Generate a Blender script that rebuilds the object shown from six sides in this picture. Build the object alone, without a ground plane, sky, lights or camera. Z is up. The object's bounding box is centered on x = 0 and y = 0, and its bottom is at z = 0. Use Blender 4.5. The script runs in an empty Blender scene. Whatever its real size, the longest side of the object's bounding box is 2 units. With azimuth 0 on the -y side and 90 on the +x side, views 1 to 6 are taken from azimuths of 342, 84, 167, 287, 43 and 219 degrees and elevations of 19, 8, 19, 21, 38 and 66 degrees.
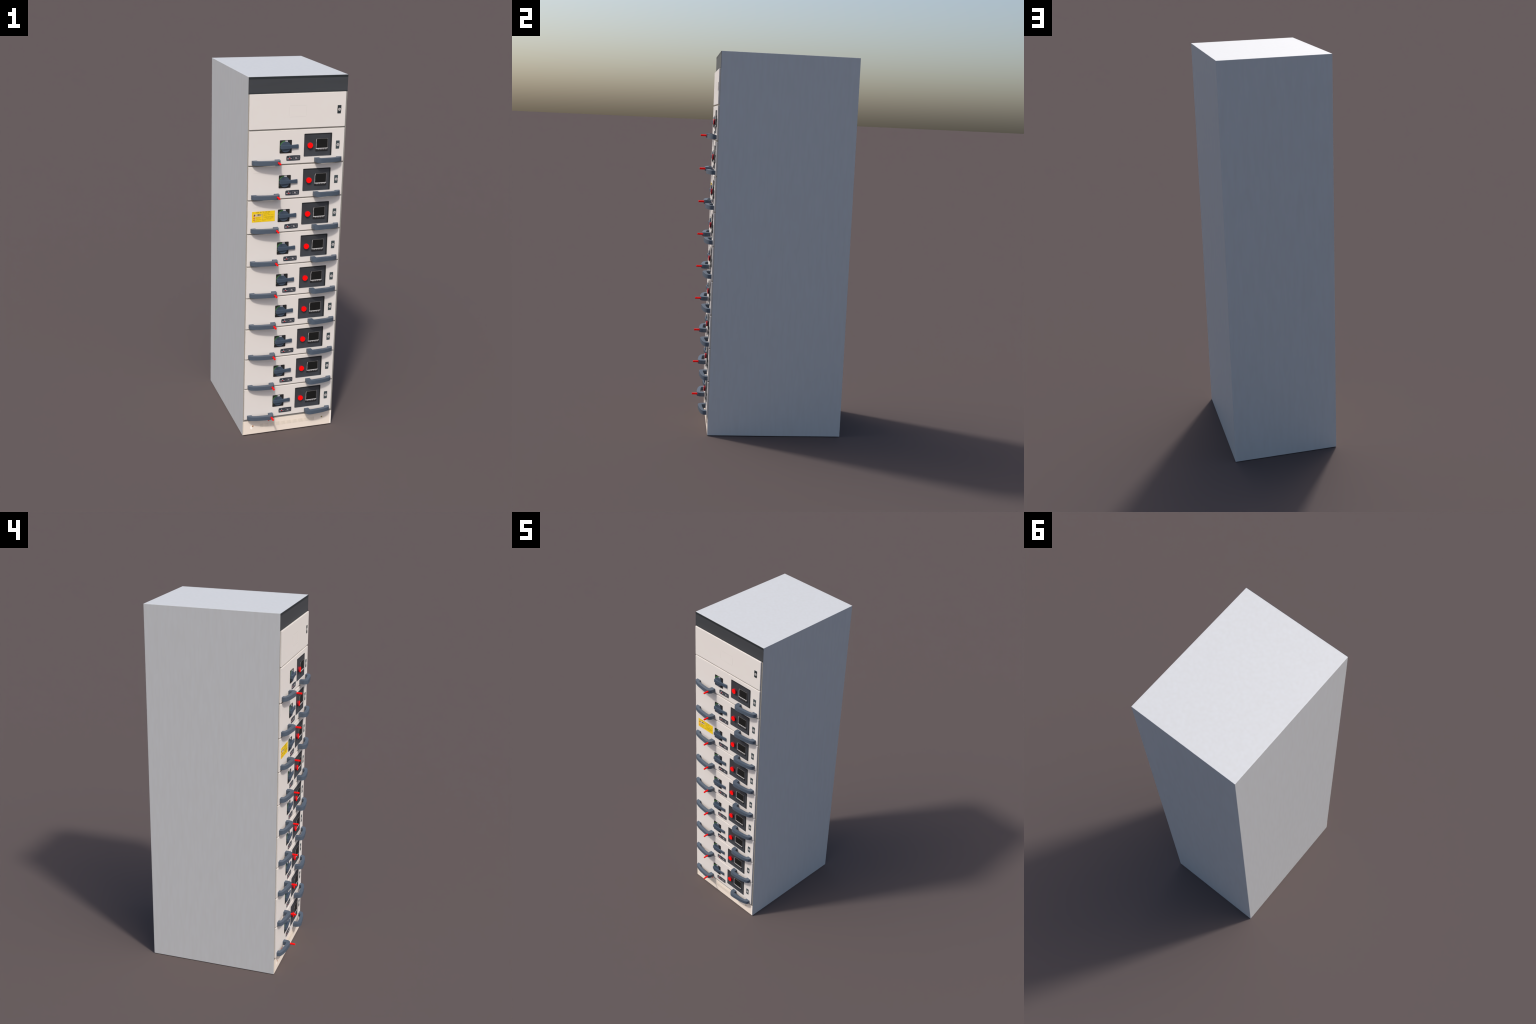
"""Withdrawable-drawer electrical switchgear cabinet, built part by part."""
import bpy, bmesh, math, random
from math import sin, cos, pi, radians
from mathutils import Vector

# ------------------------------------------------------------------ frame ---
HX = 0.2645                      # half width of the housing
YB, YF = 0.3935, -0.3165         # back face, front (door frame) face
H = 2.0
YP = -0.3236                     # front plane of doors and drawer fronts
PX0, PX1 = -0.2592, 0.2556       # door / drawer front left and right edge
BAND_Z = 1.9150
PLINTH_Z = 0.0855
DOOR = (1.7366, 1.9142)          # z range of the plain upper door
# drawer fronts: (bottom, top)
DRAWERS = [(1.5532, 1.7285), (1.3711, 1.5450), (1.1891, 1.3638),
           (1.0089, 1.1821), (0.8294, 1.0022), (0.6496, 0.8222),
           (0.4711, 0.6418), (0.2926, 0.4636), (0.1010, 0.2850)]
# how far the instruments of each drawer sit below those of the first one
DROP = [0.0, 0.1838, 0.3662, 0.5460, 0.7258, 0.9052, 1.0842, 1.2628, 1.4460]
HANDLE_TOP = [1.5796, 1.3985, 1.2182, 1.0378, 0.8580, 0.6775, 0.4968, 0.3140, 0.1264]
LAST_STRETCH = 1.05              # the lowest drawer is taller than the others


# -------------------------------------------------------------- materials ---
def srgb(r, g, b):
    def f(c):
        c /= 255.0
        return c / 12.92 if c <= 0.04045 else ((c + 0.055) / 1.055) ** 2.4
    return (f(r), f(g), f(b), 1.0)


def material(name, col, rough=0.5, vary=0.03, scale=30.0, stretch=(1, 1, 1),
             spec=0.5, bump=0.0, hue=0.0, metallic=0.0):
    """Painted / moulded surface: base colour with a slight mottling."""
    m = bpy.data.materials.new(name)
    m.use_nodes = True
    nt = m.node_tree
    n, l = nt.nodes, nt.links
    b = n["Principled BSDF"]
    b.inputs["Roughness"].default_value = rough
    b.inputs["Specular IOR Level"].default_value = spec
    b.inputs["Metallic"].default_value = metallic
    tc = n.new("ShaderNodeTexCoord")
    mp = n.new("ShaderNodeMapping")
    mp.inputs["Scale"].default_value = stretch
    l.new(tc.outputs["Object"], mp.inputs["Vector"])
    nz = n.new("ShaderNodeTexNoise")
    nz.inputs["Scale"].default_value = scale
    nz.inputs["Detail"].default_value = 3.0
    l.new(mp.outputs["Vector"], nz.inputs["Vector"])
    cr = n.new("ShaderNodeValToRGB")
    lo = [min(1, c * (1 - vary)) for c in col[:3]]
    hi = [min(1, c * (1 + vary)) for c in col[:3]]
    lo[0] *= 1 + hue
    hi[2] *= 1 + hue
    cr.color_ramp.elements[0].position = 0.3
    cr.color_ramp.elements[1].position = 0.7
    cr.color_ramp.elements[0].color = (*lo, 1)
    cr.color_ramp.elements[1].color = (*[min(1, h) for h in hi], 1)
    l.new(nz.outputs["Fac"], cr.inputs["Fac"])
    l.new(cr.outputs["Color"], b.inputs["Base Color"])
    if bump:
        bp = n.new("ShaderNodeBump")
        bp.inputs["Strength"].default_value = bump
        bp.inputs["Distance"].default_value = 0.0005
        l.new(nz.outputs["Fac"], bp.inputs["Height"])
        l.new(bp.outputs["Normal"], b.inputs["Normal"])
    return m


M = {
    "housing": material("grey_housing_paint", srgb(198, 199, 198), 0.5, 0.022, 60, (1, 1, 0.14), hue=0.010, spec=1.0),
    "door": material("cream_door_paint", srgb(222, 216, 210), 0.5, 0.008, 6, hue=0.004, spec=0.5),
    "door_line": material("door_emboss_line", srgb(205, 198, 192), 0.55, 0.01),
    "frame": material("door_frame_grey", srgb(146, 142, 135), 0.6, 0.04, 12),
    "plinth": material("plinth_beige", srgb(235, 222, 208), 0.55, 0.015, 8, spec=0.4),
    "band": material("anthracite_band", srgb(57, 60, 63), 0.5, 0.06, 18, (0.15, 1, 3), hue=0.03),
    "band_edge": material("anthracite_band_edge", srgb(32, 38, 41), 0.5, 0.03),
    "handle": material("blue_grey_handle", srgb(73, 85, 99), 0.5, 0.03, 90),
    "knob": material("dark_blue_knob", srgb(60, 74, 90), 0.5, 0.04, 60),
    "red": material("signal_red_plastic", (1.0, 0.002, 0.002, 1), 0.5, 0.0, spec=0.12),
    "red_darkened": material("button_side_red_darkened", srgb(128, 26, 42), 0.5, 0.08, 120, spec=0.3),  # darker red for the side of the button
    "plate": material("control_plate_slate", srgb(54, 57, 61), 0.55, 0.17, 16, hue=0.05),  # strong mottling paints uneven shading onto the plate
    "plate_baked_shade": material("control_plate_baked_shade", srgb(23, 26, 29), 0.6, 0.03),
    "black": material("black_plastic", srgb(28, 27, 28), 0.55, 0.04),
    "screen": material("display_glass", srgb(21, 21, 20), 0.55, 0.06, 40, spec=0.25),
    "silver": material("silver_trim", srgb(196, 194, 194), 0.5, 0.06, 120),
    "key": material("grey_key", srgb(128, 126, 126), 0.5, 0.05),
    "green": material("green_marking", srgb(62, 118, 55), 0.55, 0.10, 60),
    "dark_green": material("faded_green_marking", srgb(40, 66, 38), 0.55, 0.10, 60),
    "white": material("white_print", srgb(214, 208, 212), 0.55, 0.04, 200),
    "badge": material("badge_slate", srgb(48, 53, 62), 0.55, 0.04, 50),
    "badge_red": material("badge_red_mark", srgb(178, 34, 40), 0.55, 0.05),
    "lock": material("lock_grey_green", srgb(61, 73, 76), 0.5, 0.04, 60),
    "lock_dark": material("lock_black_green", srgb(34, 43, 46), 0.5, 0.04, 60),
    "barrel": material("lock_barrel", srgb(205, 199, 196), 0.45, 0.03),
    "barrel_slot": material("lock_barrel_slot", srgb(122, 122, 124), 0.5, 0.03),
    "yellow": material("warning_yellow", srgb(238, 200, 2), 0.6, 0.05, 18),
    "ink": material("label_ink", srgb(118, 98, 22), 0.6, 0.05),
    "photo_beige": material("label_picture_beige", srgb(205, 186, 158), 0.6, 0.05),
    "photo_dark": material("label_picture_dark", srgb(92, 88, 64), 0.6, 0.08),
    "photo_red": material("label_picture_red", srgb(206, 52, 40), 0.6, 0.05),
    "photo_grey": material("label_picture_grey", srgb(186, 176, 140), 0.6, 0.05),
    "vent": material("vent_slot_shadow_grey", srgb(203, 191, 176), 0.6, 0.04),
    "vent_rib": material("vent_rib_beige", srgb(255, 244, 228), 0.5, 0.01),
    "rust": material("rusty_bolt", srgb(176, 118, 70), 0.6, 0.2, 300),
    "olive": material("olive_bolt", srgb(150, 136, 62), 0.6, 0.2, 300),
    "pale_patch": material("white_pale_patch", srgb(253, 245, 236), 0.5, 0.01),
    "strip_dull": material("dull_strip_beige", srgb(196, 186, 164), 0.6, 0.08, 60),
    "base_dark_strip": material("brown_base_dark_strip", srgb(58, 42, 36), 0.7, 0.15, 40),
    "hole": material("dark_bolt_socket", srgb(84, 60, 36), 0.7, 0.1),
}


# --------------------------------------------------------------- geometry ---
def new_mesh(name, bm, mats, smooth_angle=22):
    bmesh.ops.recalc_face_normals(bm, faces=bm.faces)
    me = bpy.data.meshes.new(name)
    bm.to_mesh(me)
    bm.free()
    for k in (mats if isinstance(mats, (list, tuple)) else [mats]):
        me.materials.append(M[k])
    me.shade_smooth()
    me.set_sharp_from_angle(angle=radians(smooth_angle))
    return me


def add_box(bm, x0, x1, y0, y1, z0, z1, bevel=0.0, mat=0, seg=2):
    vs = [bm.verts.new((x, y, z)) for x in (x0, x1) for y in (y0, y1) for z in (z0, z1)]
    idx = [(0, 1, 3, 2), (4, 6, 7, 5), (0, 4, 5, 1), (2, 3, 7, 6), (0, 2, 6, 4), (1, 5, 7, 3)]
    fs = [bm.faces.new([vs[i] for i in f]) for f in idx]
    for f in fs:
        f.material_index = mat
    if bevel:
        es = list({e for f in fs for e in f.edges})
        r = bmesh.ops.bevel(bm, geom=es, offset=bevel, segments=seg, profile=0.5, affect='EDGES')
        for f in r["faces"]:
            f.material_index = mat
    return fs


def add_prism(bm, outline, y_back, y_front, bevel=0.0, mat=0, seg=2):
    """Outline in the x-z plane, extruded from y_back to y_front; rim rounded."""
    a = [bm.verts.new((x, y_back, z)) for x, z in outline]
    b = [bm.verts.new((x, y_front, z)) for x, z in outline]
    n = len(outline)
    fs = [bm.faces.new(a), bm.faces.new(b[::-1])]
    rim = []
    for i in range(n):
        j = (i + 1) % n
        fs.append(bm.faces.new((a[i], b[i], b[j], a[j])))
        rim.append((b[i], b[j]))
    for f in fs:
        f.material_index = mat
    if bevel:
        es = [bm.edges.get(p) for p in rim]
        r = bmesh.ops.bevel(bm, geom=es, offset=bevel, segments=seg, profile=0.5, affect='EDGES')
        for f in r["faces"]:
            f.material_index = mat
    return fs


def rounded_rect(x0, x1, z0, z1, r, n=5):
    pts = []
    for cx, cz, a0 in ((x1 - r, z1 - r, 0), (x0 + r, z1 - r, 90), (x0 + r, z0 + r, 180), (x1 - r, z0 + r, 270)):
        for i in range(n + 1):
            a = radians(a0 + 90 * i / n)
            pts.append((cx + r * cos(a), cz + r * sin(a)))
    return pts


def circle(cx, cz, r, n=40):
    return [(cx + r * cos(2 * pi * i / n), cz + r * sin(2 * pi * i / n)) for i in range(n)]


def ring_sector(cx, cz, r0, r1, a0, a1, n=18):
    o = [(cx + r1 * cos(radians(a0 + (a1 - a0) * i / n)), cz + r1 * sin(radians(a0 + (a1 - a0) * i / n))) for i in range(n + 1)]
    i_ = [(cx + r0 * cos(radians(a1 + (a0 - a1) * i / n)), cz + r0 * sin(radians(a1 + (a0 - a1) * i / n))) for i in range(n + 1)]
    return o + i_


def catmull(pts, n=6):
    out = []
    for i in range(len(pts) - 1):
        p0 = Vector(pts[max(i - 1, 0)]); p1 = Vector(pts[i])
        p2 = Vector(pts[i + 1]); p3 = Vector(pts[min(i + 2, len(pts) - 1)])
        for k in range(n):
            t = k / n
            v = 0.5 * ((2 * p1) + (p2 - p0) * t + (2 * p0 - 5 * p1 + 4 * p2 - p3) * t * t
                       + (3 * p1 - p0 - 3 * p2 + p3) * t ** 3)
            out.append((v.x, v.y))
    out.append(tuple(pts[-1]))
    return out


ROOT = bpy.data.objects.new("switchgear_cabinet", None)
bpy.context.collection.objects.link(ROOT)
ROOT["label"] = "tall grey switchgear cabinet with nine cream withdrawable drawers"
ROOT["category"] = "electrical cabinet"
WORLD = {ROOT.name: Vector((0, 0, 0))}


def put(name, me, parent, at=(0, 0, 0), scale=(1, 1, 1), kind=None):
    o = bpy.data.objects.new(name, me)
    bpy.context.collection.objects.link(o)
    o.parent = parent
    o.location = Vector(at) - WORLD[parent.name]
    o.scale = scale
    WORLD[o.name] = Vector(at)
    if kind:
        o["kind"] = kind
    return o


# ---------------------------------------------------------------- housing ---
bm = bmesh.new()
add_box(bm, -HX, HX, YF + 0.0012, YB, 0, H, bevel=0.0006, seg=1)
put("housing", new_mesh("housing", bm, "housing"), ROOT)

e = 0.0003
bm = bmesh.new()
add_box(bm, -HX + e, HX - e, YF, YF + 0.006, BAND_Z, H - e, bevel=0.0003, seg=1)
add_box(bm, -HX + e, HX - e, YF - 0.0004, YF + 0.003, 1.9885, H - 2 * e, mat=1)
add_box(bm, -HX + e, HX - e, YF - 0.0004, YF + 0.003, BAND_Z - e, 1.9205, mat=1)
put("header_band", new_mesh("header_band", bm, ["band", "band_edge"]), ROOT)

bm = bmesh.new()
add_box(bm, -HX + e, HX - e, YF, YF + 0.006, PLINTH_Z, BAND_Z)
put("door_frame", new_mesh("door_frame", bm, "frame"), ROOT)

# plinth with a dark strip along the bottom, ventilation slots and two bolts
bm = bmesh.new()
add_box(bm, -HX + e, HX - e, YF - 0.0006, YF + 0.006, 0.0024, PLINTH_Z, bevel=0.0005, seg=1)
plinth = put("plinth_panel", new_mesh("plinth_panel", bm, "plinth"), ROOT)
bm = bmesh.new()
add_box(bm, -HX + e, HX - e, YF - 0.0004, YF + 0.004, 0.0, 0.0023)
put("base_dark_strip", new_mesh("base_dark_strip", bm, "base_dark_strip"), plinth)

bm = bmesh.new()
add_box(bm, 0.2560, 0.2622, YF - 0.0009, YF + 0.002, 0.006, 0.084)  # right end of plinth made paler where it is lit
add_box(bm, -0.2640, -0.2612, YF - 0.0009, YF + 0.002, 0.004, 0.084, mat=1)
put("plinth_side_strips", new_mesh("plinth_side_strips", bm, ["pale_patch", "strip_dull"]), plinth)

slot_z = (0.0378, 0.0610)
bm = bmesh.new()
zc = sum(slot_z) / 2
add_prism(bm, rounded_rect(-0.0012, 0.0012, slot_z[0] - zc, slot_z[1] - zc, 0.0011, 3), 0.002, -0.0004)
add_prism(bm, rounded_rect(0.0014, 0.0026, slot_z[0] - zc + .001, slot_z[1] - zc - .001, 0.0005, 2), 0.002, -0.0010, mat=1)
me = new_mesh("vent_slot", bm, ["vent", "vent_rib"])
NS = 45
for i in range(NS):
    x = -0.1615 + (0.1585 + 0.1615) * i / (NS - 1)
    put("vent_slot", me, plinth, (x, YF - 0.0006, zc))


def bolt(name, x, z, r, mat):
    bm = bmesh.new()
    add_prism(bm, circle(0, 0, r * 1.5, 24), 0.002, -0.0006, mat=0)
    add_prism(bm, circle(0.0005, -0.0003, r, 24), 0.002, -0.0016, bevel=0.0006, mat=1)
    add_prism(bm, circle(0, -0.001, r * 0.35, 6), 0.002, -0.0020, mat=2)
    put(name, new_mesh(name, bm, ["plinth", mat, "hole"]), plinth, (x, YF - 0.0006, z))


bolt("bolt", -0.2066, 0.0525, 0.0046, "rust")
bolt("bolt", 0.2049, 0.0542, 0.0044, "olive")
bm = bmesh.new()
add_prism(bm, [(0.0066 * cos(t * pi / 8) * (1 - 0.25 * sin(t * pi / 8)), 0.0110 * sin(t * pi / 8) - 0.4 * 0.006 * cos(t * pi / 8)) for t in range(16)],
          0.002, -0.0002)
put("pale_patch", new_mesh("pale_patch", bm, "pale_patch"), plinth, (-0.2148, YF - 0.0006, 0.0438))
bm = bmesh.new()
add_prism(bm, circle(0, 0, 0.0052, 24), 0.002, -0.0012, bevel=0.0006)
put("indicator_lamp", new_mesh("indicator_lamp", bm, "red"), ROOT, (-0.1130, YF, 0.0775))


# ---------------------------------------------------- shared front pieces ---
def front_panel(name, z0, z1, parent):
    bm = bmesh.new()
    zc = (z0 + z1) / 2
    add_box(bm, PX0, PX1, YP, YF + 0.003, z0 - zc, z1 - zc, bevel=0.0010, seg=3)
    for v in bm.verts:
        v.co.y -= YP
    return put(name, new_mesh(name, bm, "door", 4), parent, (0, YP, zc))


def lock_mesh(name, body):
    """Tapered escutcheon with a slotted barrel."""
    bm = bmesh.new()
    out = [(-0.0098, 0.0208), (-0.0080, 0.0213), (0.0090, 0.0213), (0.0103, 0.0205), (0.0103, 0.002),
           (0.0090, -0.0205), (0.0076, -0.0213), (-0.0086, -0.0213), (-0.0100, -0.0205), (-0.0104, 0.001)]
    add_prism(bm, out, 0.002, -0.0012, bevel=0.0006)
    add_prism(bm, circle(0.0008, -0.0004, 0.0074, 32), 0.002, -0.0017, bevel=0.0003, mat=1)
    add_prism(bm, circle(0.0008, -0.0004, 0.0049, 28), 0.0, -0.0019, mat=2)
    a = radians(55)
    w, ln = 0.0010, 0.0046
    ux, uz = cos(a), sin(a)
    add_prism(bm, [(0.0008 + ux * p * ln - uz * q * w, -0.0004 + uz * p * ln + ux * q * w)
                   for p, q in ((1, 1), (-1, 1), (-1, -1), (1, -1))], 0.0, -0.0021, mat=1)
    return new_mesh(name, bm, [body, "barrel", "barrel_slot"])


LOCK = lock_mesh("lock", "lock")
LOCK_DARK = lock_mesh("door_lock", "lock_dark")


def handle_mesh(name, mirror):
    """Bow handle: plan profile (along, outwards) extruded upwards; the bow is
    fuller towards the end that faces the middle of the drawer."""
    outer = catmull([(0.0, 0.0), (0.0006, 0.0100), (0.0048, 0.0185), (0.0135, 0.0246), (0.0245, 0.0287),
                     (0.049, 0.0350), (0.0885, 0.0402), (0.113, 0.0424), (0.1265, 0.0420),
                     (0.1370, 0.0378), (0.1445, 0.0285), (0.1474, 0.0195), (0.148, 0.0)], 5)
    inner = [(0.1222, 0.0)] + catmull([(0.1220, 0.0195), (0.1205, 0.0218), (0.1120, 0.0222), (0.095, 0.0214),
                                      (0.070, 0.0196), (0.050, 0.0174), (0.033, 0.0140), (0.0275, 0.0118),
                                      (0.0260, 0.0095)], 4) + [(0.0260, 0.0)]
    prof = outer + inner
    hh = 0.0214
    bm = bmesh.new()
    sx = -1 if mirror else 1
    lo = [bm.verts.new((sx * (s - 0.074), -d, -hh)) for s, d in prof]
    hi = [bm.verts.new((sx * (s - 0.074), -d, 0)) for s, d in prof]
    n = len(prof)
    bm.faces.new(lo); bm.faces.new(hi)
    rim = []
    for i in range(n):
        j = (i + 1) % n
        bm.faces.new((lo[i], lo[j], hi[j], hi[i]))
        rim += [bm.edges.get((lo[i], lo[j])), bm.edges.get((hi[i], hi[j]))]
    bmesh.ops.bevel(bm, geom=rim, offset=0.0010, segments=2, profile=0.5, affect='EDGES')
    for v in bm.verts:                       # feet sink a little into the front
        if v.co.y > -0.0005:
            v.co.y = 0.001
    return new_mesh(name, bm, "handle", 24)


HANDLE = handle_mesh("pull_handle", False)
HANDLE_R = handle_mesh("pull_handle_mirrored", True)

# red pin standing out of the left handle
bm = bmesh.new()
add_prism(bm, circle(0, 0, 0.0050, 24), 0.010, -0.0303, bevel=0.0008)
PIN = new_mesh("indicator_pin", bm, "red")

# rotary switch: black plate with print
SWX, SWZ = -0.0632, 1.6436           # plate centre, first drawer
bm = bmesh.new()
add_prism(bm, rounded_rect(-0.0326, 0.0326, -0.0342, 0.0342, 0.0035), 0.002, -0.0010, bevel=0.0003)
KX, KZ = -0.0013, -0.0008            # knob axis on the plate
add_prism(bm, ring_sector(KX, KZ, 0.0282, 0.0322, 97, 167), 0.0, -0.0012, mat=1)
add_prism(bm, ring_sector(KX, KZ, 0.0288, 0.0312, 196, 220, 8), 0.0, -0.0012, mat=2)
for gx in (-0.0032, 0.0014, 0.0060):         # worn lettering at the top
    for sx in (0.0, 0.0022):
        add_box(bm, gx + sx, gx + sx + 0.0017, -0.0014, 0, 0.0252, 0.0313, mat=3)
    add_box(bm, gx, gx + 0.0038, -0.0013, 0, 0.0290, 0.0312, mat=3)
for mx, mz, r in ((-0.0303, -0.0035, 0.0007), (-0.0300, -0.0163, 0.0010)):
    add_box(bm, mx - r, mx + r, -0.0014, 0, mz - 1.6 * r, mz + 1.6 * r, mat=4)
SWITCH_PLATE = new_mesh("switch_plate", bm, ["black", "green", "dark_green", "white", "key"])

# rotary knob: disc with a long grip that slopes towards the front at the right
bm = bmesh.new()
add_prism(bm, circle(0, 0, 0.0276, 56), 0.001, -0.0052, bevel=0.0018, seg=3)
stations = [  # along x, z low, z high, y front, y back
    (-0.0280, -0.0082, 0.0092, -0.0100, 0.000),
    (-0.0262, -0.0100, 0.0098, -0.0118, 0.000),
    (-0.0150, -0.0112, 0.0098, -0.0124, 0.000),
    (0.0050, -0.0106, 0.0092, -0.0118, 0.000),
    (0.0290, -0.0092, 0.0090, -0.0092, -0.002),
    (0.0480, -0.0098, 0.0100, -0.0072, -0.0022),
    (0.0650, -0.0112, 0.0114, -0.0060, -0.0018),
    (0.0690, -0.0098, 0.0104, -0.0056, -0.0014)]
rings = [[bm.verts.new(p) for p in ((x, yb, zl), (x, yf, zl + 0.0016), (x, yf, zh - 0.0016), (x, yb, zh))]
         for x, zl, zh, yf, yb in stations]
gf = [bm.faces.new(rings[0]), bm.faces.new(rings[-1][::-1])]
for a, b in zip(rings, rings[1:]):
    for i in range(4):
        j = (i + 1) % 4
        gf.append(bm.faces.new((a[i], a[j], b[j], b[i])))
ge = [ed for ed in {ed for f in gf for ed in f.edges}
      if any(abs(v.co.y) > 0.004 for v in ed.verts) and len(ed.link_faces) == 2
      and ed.calc_face_angle(0) > radians(30)]
bmesh.ops.bevel(bm, geom=ge, offset=0.0013, segments=2, profile=0.5, affect='EDGES')
KNOB = new_mesh("rotary_knob", bm, "knob", 24)

# badge under the switch: waisted plate with symbols
BGX, BGZ = -0.0203, 1.5827
bm = bmesh.new()
hw, hh = 0.0374, 0.0131
out = catmull([(-hw + 0.0035, hh - 0.0007), (0, hh + 0.0007), (hw - 0.0030, hh - 0.0003), (hw - 0.0006, hh - 0.0028),
               (hw + 0.0006, 0), (hw - 0.0008, -hh + 0.0030), (hw - 0.0035, -hh + 0.0005), (0, -hh - 0.0007),
               (-hw + 0.0032, -hh + 0.0002), (-hw + 0.0006, -hh + 0.0028), (-hw - 0.0006, 0),
               (-hw + 0.0008, hh - 0.0032), (-hw + 0.0035, hh - 0.0007)], 4)[:-1]
add_prism(bm, out, 0.002, -0.0012, bevel=0.0004)
add_prism(bm, [(-0.0197 + 0.0048 * cos(t * pi / 8), -0.0026 + 0.0025 * sin(t * pi / 8)) for t in range(16)], 0, -0.0016, mat=2)
# open ring at the left, bar mark at the right, tick mark above
add_prism(bm, ring_sector(-0.0288, -0.0030, 0.0014, 0.0030, 20, 370, 20), 0, -0.0015, mat=1)
add_box(bm, -0.0142, -0.0078, -0.0015, 0, -0.0026, -0.0012, mat=1)
add_box(bm, -0.0138, -0.0124, -0.0016, 0, -0.0044, 0.0002, mat=1)
add_box(bm, -0.0204, -0.0190, -0.0015, 0, 0.0036, 0.0090, mat=1)
add_box(bm, -0.0222, -0.0172, -0.0016, 0, 0.0030, 0.0042, mat=1)
# framed field with a small marking
fx0, fx1, fz0, fz1, w = -0.0012, 0.0312, -0.0072, 0.0054, 0.0012
for bx in ((fx0 + .003, fx1, fz1 - w, fz1), (fx0 + .003, fx1 - .003, fz0, fz0 + w), (fx0, fx0 + w, fz0 + .003, fz1 - .003), (fx1 - w, fx1, fz0 + .003, fz1)):
    add_box(bm, bx[0], bx[1], -0.0015, 0, bx[2], bx[3], mat=3)
for cx, cz, a0 in ((fx0 + .003, fz1 - .003, 90), (fx0 + .003, fz0 + .003, 180), (fx1 - .003, fz0 + .003, 270)):
    add_prism(bm, ring_sector(cx, cz, 0.003 - w, 0.003, a0, a0 + 90, 6), 0, -0.0015, mat=3)
for bx in ((0.0112, 0.0124, -0.0044, 0.0030), (0.0142, 0.0154, -0.0044, 0.0030), (0.0124, 0.0142, -0.0012, 0.0002),
           (0.0174, 0.0188, -0.0044, 0.0012), (0.0188, 0.0212, -0.0044, -0.0032)):
    add_box(bm, bx[0], bx[1], -0.0015, 0, bx[2], bx[3], mat=1)
BADGE = new_mesh("position_badge", bm, ["badge", "white", "badge_red", "key"])

# control plate: shallow tray; slopes at top and right coloured dark for baked shade
CPX, CPZ = 0.1117, 1.6464
bm = bmesh.new()
hw, hh = 0.0759, 0.0595
rim = rounded_rect(-hw, hw, -hh, hh, 0.0035, 5)
inn = rounded_rect(-hw + 0.0022, hw - 0.0078, -hh + 0.0016, hh - 0.0066, 0.0030, 5)
vb = [bm.verts.new((x, 0.002, z)) for x, z in rim]
vr = [bm.verts.new((x, -0.0011, z)) for x, z in rim]
vi = [bm.verts.new((x, -0.0004, z)) for x, z in inn]
n = len(rim)
bm.faces.new(vb)
bm.faces.new(vi)
for i in range(n):
    j = (i + 1) % n
    bm.faces.new((vb[i], vb[j], vr[j], vr[i]))
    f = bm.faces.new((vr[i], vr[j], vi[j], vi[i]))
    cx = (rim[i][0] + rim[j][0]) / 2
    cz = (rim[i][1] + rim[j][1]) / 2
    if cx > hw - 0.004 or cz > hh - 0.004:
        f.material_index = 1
CONTROL = new_mesh("control_plate", bm, ["plate", "plate_baked_shade"], 60)

# display: black case, dark glass, silver trim, four keys
DPX, DPZ = 0.1322, 1.6460
bm = bmesh.new()
add_prism(bm, rounded_rect(-0.0332, 0.0332, -0.0330, 0.0328, 0.0015, 3), 0.002, -0.0030, bevel=0.0006)
add_prism(bm, rounded_rect(-0.0290, 0.0308, -0.0168, 0.0300, 0.0020, 3), 0.0, -0.0033, mat=1)
t = 0.0034
add_prism(bm, [(-0.0318, -0.0200), (-0.0303, -0.0170), (-0.0303, 0.0300), (-0.0318, 0.0200)], 0, -t, mat=2)
add_prism(bm, [(-0.0303, 0.0170), (-0.0282, 0.0306), (-0.0296, 0.0312), (-0.0316, 0.0210)], 0, -t - 0.0002, mat=2)
add_prism(bm, [(-0.0290, 0.0306), (0.0326, 0.0312), (0.0326, 0.0324), (-0.0290, 0.0314)], 0, -t, mat=3)
add_prism(bm, [(0.0312, -0.0165), (0.0322, -0.0165), (0.0328, 0.0315), (0.0316, 0.0310)], 0, -t, mat=3)
add_prism(bm, [(-0.0322, -0.0214), (0.0318, -0.0204), (0.0326, -0.0166), (0.0240, -0.0172), (-0.0322, -0.0176)], 0, -t - 0.0002, mat=2)
for i in range(4):
    kx = -0.0222 + 0.0134 * i
    add_prism(bm, rounded_rect(kx, kx + 0.0094, -0.0256, -0.0214, 0.0012, 2), 0, -t, mat=3)
for mz in (0.0012, -0.0050):
    add_box(bm, -0.0303, -0.0286, -t, 0, mz - 0.0012, mz + 0.0012, mat=3)
DISPLAY = new_mesh("display", bm, ["black", "screen", "silver", "key"])

# mushroom push button
BUX, BUZ = 0.0664, 1.6456
bm = bmesh.new()
add_prism(bm, circle(0, 0, 0.0145, 48), 0.002, -0.0098, mat=1)
add_prism(bm, circle(0, 0, 0.0145, 48), -0.0098, -0.0110, bevel=0.0005)
BUTTON = new_mesh("push_button", bm, ["red", "red_darkened"])

# ------------------------------------------------------------------- door ---
door = front_panel("upper_door", *DOOR, ROOT)
put("lock", LOCK_DARK, door, (0.2209, YP, 1.8253))
bm = bmesh.new()
for x0, x1, z0, z1 in ((-0.047, 0.042, 1.8514, 1.8522), (-0.047, 0.040, 1.7941, 1.7949),
                       (-0.0508, -0.0502, 1.800, 1.846), (0.0432, 0.0438, 1.800, 1.846)):
    add_box(bm, x0, x1, -0.0003, 0.001, z0 - 1.823, z1 - 1.823)
put("embossed_outline", new_mesh("embossed_outline", bm, "door_line"), door, (0, YP, 1.823))

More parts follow.
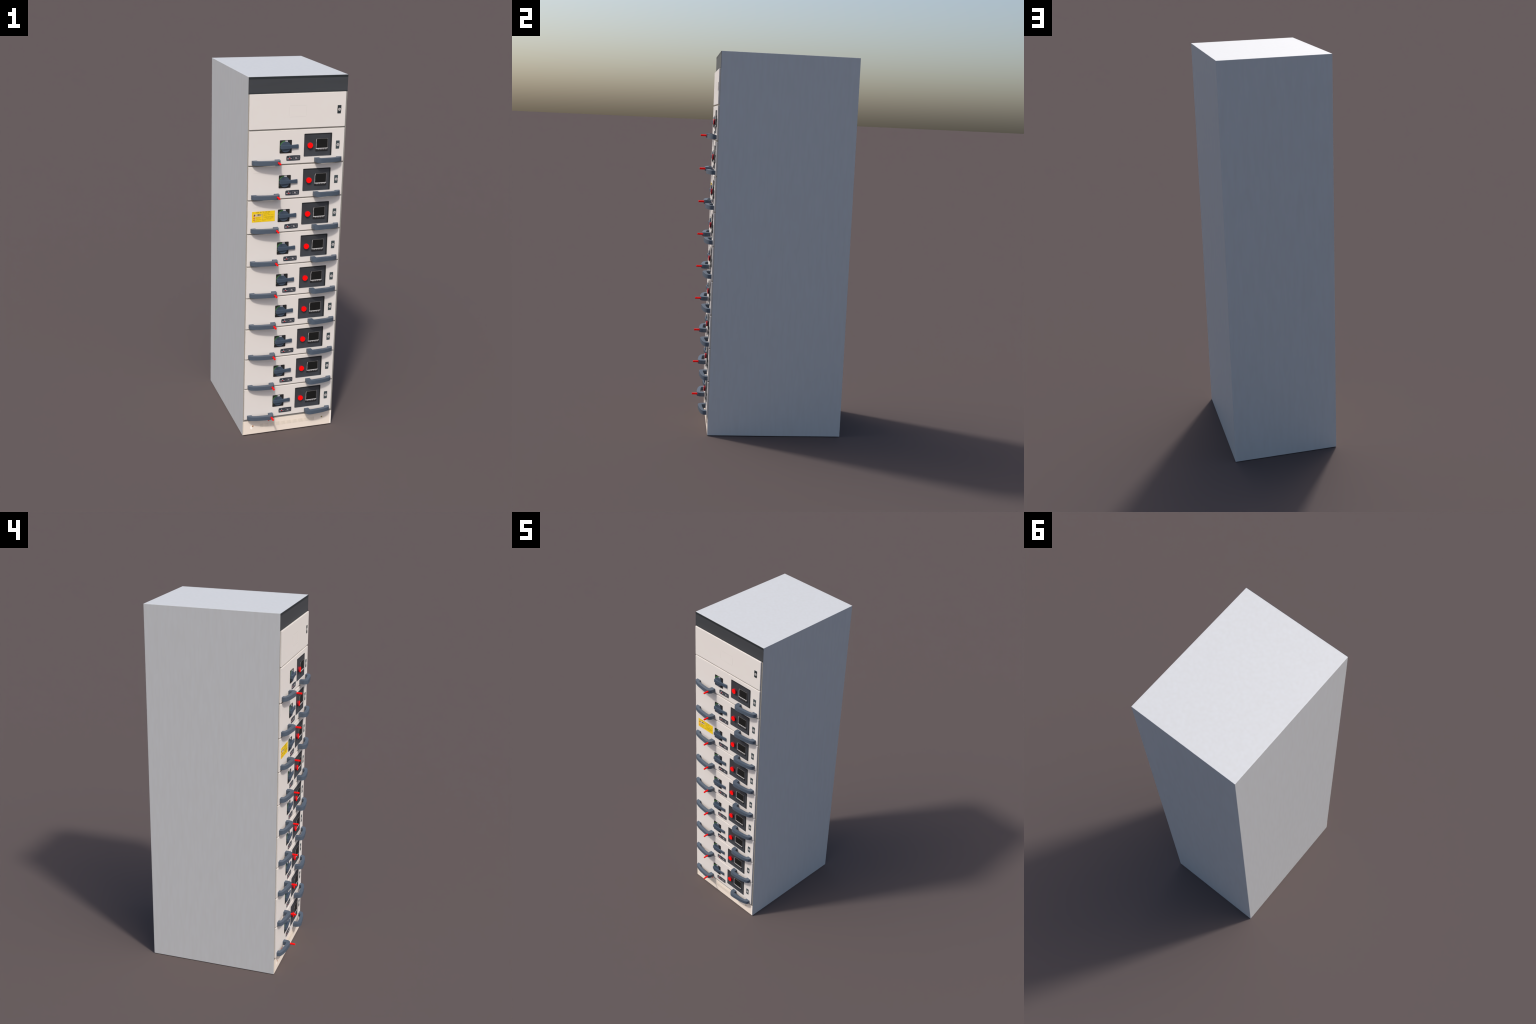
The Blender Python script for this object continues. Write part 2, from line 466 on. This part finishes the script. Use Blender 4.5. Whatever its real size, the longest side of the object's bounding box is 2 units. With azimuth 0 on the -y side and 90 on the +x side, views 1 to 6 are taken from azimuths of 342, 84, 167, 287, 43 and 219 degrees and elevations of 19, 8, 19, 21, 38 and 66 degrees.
# ---------------------------------------------------------------- drawers ---
drawers = []
for k, (z0, z1) in enumerate(DRAWERS):
    d = front_panel("drawer_front", z0, z1, ROOT)
    drawers.append(d)
    dz = DROP[k]
    st = (1, 1, LAST_STRETCH) if k == 8 else (1, 1, 1)
    rise = 0.0012 if k == 8 else 0.0
    put("switch_plate", SWITCH_PLATE, d, (SWX, YP, SWZ - dz - rise), st)
    put("rotary_knob", KNOB, d, (SWX + KX, YP - 0.0009, SWZ + KZ - dz - rise))
    put("position_badge", BADGE, d, (BGX, YP, BGZ - dz - 3 * rise), st)
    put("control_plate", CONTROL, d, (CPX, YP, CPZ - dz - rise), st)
    put("display", DISPLAY, d, (DPX, YP, DPZ - dz - rise), st)
    put("push_button", BUTTON, d, (BUX, YP, BUZ - dz))
    put("lock", LOCK, d, (0.2208, YP, 1.6413 - dz - rise), st)
    zt = HANDLE_TOP[k]
    put("pull_handle", HANDLE, d, (-0.1693, YP, zt))
    put("pull_handle", HANDLE_R, d, (0.1678, YP, zt))
    put("indicator_pin", PIN, d, (-0.1122, -0.3632, zt - 0.0096))

# faint horizontal press lines on two drawers
bm = bmesh.new()
add_box(bm, -0.034, 0.034, -0.0002, 0.001, -0.0006, 0.0006)
PRESS = new_mesh("press_line", bm, "door_line")
put("press_line", PRESS, drawers[1], (-0.2000, YP, 1.5106))
put("press_line", PRESS, drawers[2], (-0.1990, YP, 1.3290))

# ---------------------------------------------------------- warning label ---
LX, LZ = -0.1741, 1.2796
bm = bmesh.new()
add_prism(bm, rounded_rect(-0.0624, 0.0624, -0.0289, 0.0289, 0.0015, 3), 0.001, -0.0004, mat=0)
rng = random.Random(11)


def glyph_row(x, z, width, size, gap):
    """A line of worn print: small upright and level strokes of a typeface."""
    end = x + width
    while x < end:
        w = size * rng.uniform(0.55, 1.0)
        s = size * 0.16
        for vx in (x, x + w - s):
            if rng.random() < 0.8:
                add_box(bm, vx, vx + s, -0.0006, 0, z - size / 2, z + size / 2, mat=1)
        for hz in (-0.5, 0.0, 0.42):
            if rng.random() < 0.55:
                add_box(bm, x, x + w, -0.0005, 0, z + hz * size, z + hz * size + s, mat=1)
        x += w + gap * (1 if rng.random() < 0.85 else 2.2)


glyph_row(-0.0385, 0.0238, 0.073, 0.0056, 0.0022)
for x, z, w, s in ((0.0005, 0.0154, 0.030, 0.0024), (0.0005, 0.0092, 0.018, 0.0024), (0.0220, 0.0082, 0.032, 0.0024),
                   (0.0005, 0.0052, 0.018, 0.0024), (0.0010, -0.0020, 0.052, 0.0027), (0.0010, -0.0058, 0.053, 0.0027),
                   (0.0120, -0.0110, 0.040, 0.0024), (-0.0085, -0.0160, 0.055, 0.0025), (-0.0085, -0.0200, 0.020, 0.0024),
                   (-0.0418, -0.0040, 0.025, 0.0025), (-0.0418, -0.0066, 0.024, 0.0018), (-0.0410, -0.0148, 0.028, 0.0025),
                   (-0.0410, -0.0174, 0.024, 0.0018), (-0.0483, -0.0246, 0.021, 0.0030), (-0.0262, -0.0246, 0.012, 0.0018)):
    glyph_row(x, z, w, s, s * 0.45)
# little pictures on the label
add_box(bm, -0.0540, -0.0122, -0.0007, 0, 0.0016, 0.0146, mat=2)
add_box(bm, -0.0325, -0.0132, -0.0009, 0, 0.0070, 0.0140, mat=3)
add_box(bm, -0.0215, -0.0150, -0.0010, 0, 0.0088, 0.0120, mat=2)
add_prism(bm, circle(-0.0487, 0.0095, 0.0044, 16), 0, -0.0009, mat=3)
add_box(bm, -0.0535, -0.0475, -0.0010, 0, 0.0024, 0.0072, mat=4)
for z in (-0.0060, -0.0158):
    add_box(bm, -0.0540, -0.0475, -0.0008, 0, z - 0.0026, z + 0.0026, mat=4)
    add_box(bm, -0.0475, -0.0428, -0.0008, 0, z - 0.0026, z + 0.0026, mat=5)
for z in (0.0141, 0.0040, -0.0067):
    add_box(bm, -0.0078, -0.0028, -0.0007, 0, z - 0.0022, z + 0.0022, mat=5)
    add_box(bm, -0.0072, -0.0048, -0.0008, 0, z - 0.0014, z + 0.0012, mat=3)
put("warning_label", new_mesh("warning_label", bm, ["yellow", "ink", "photo_beige", "photo_dark", "photo_red", "photo_grey"]),
    drawers[2], (LX, YP, LZ))

bpy.context.view_layer.update()
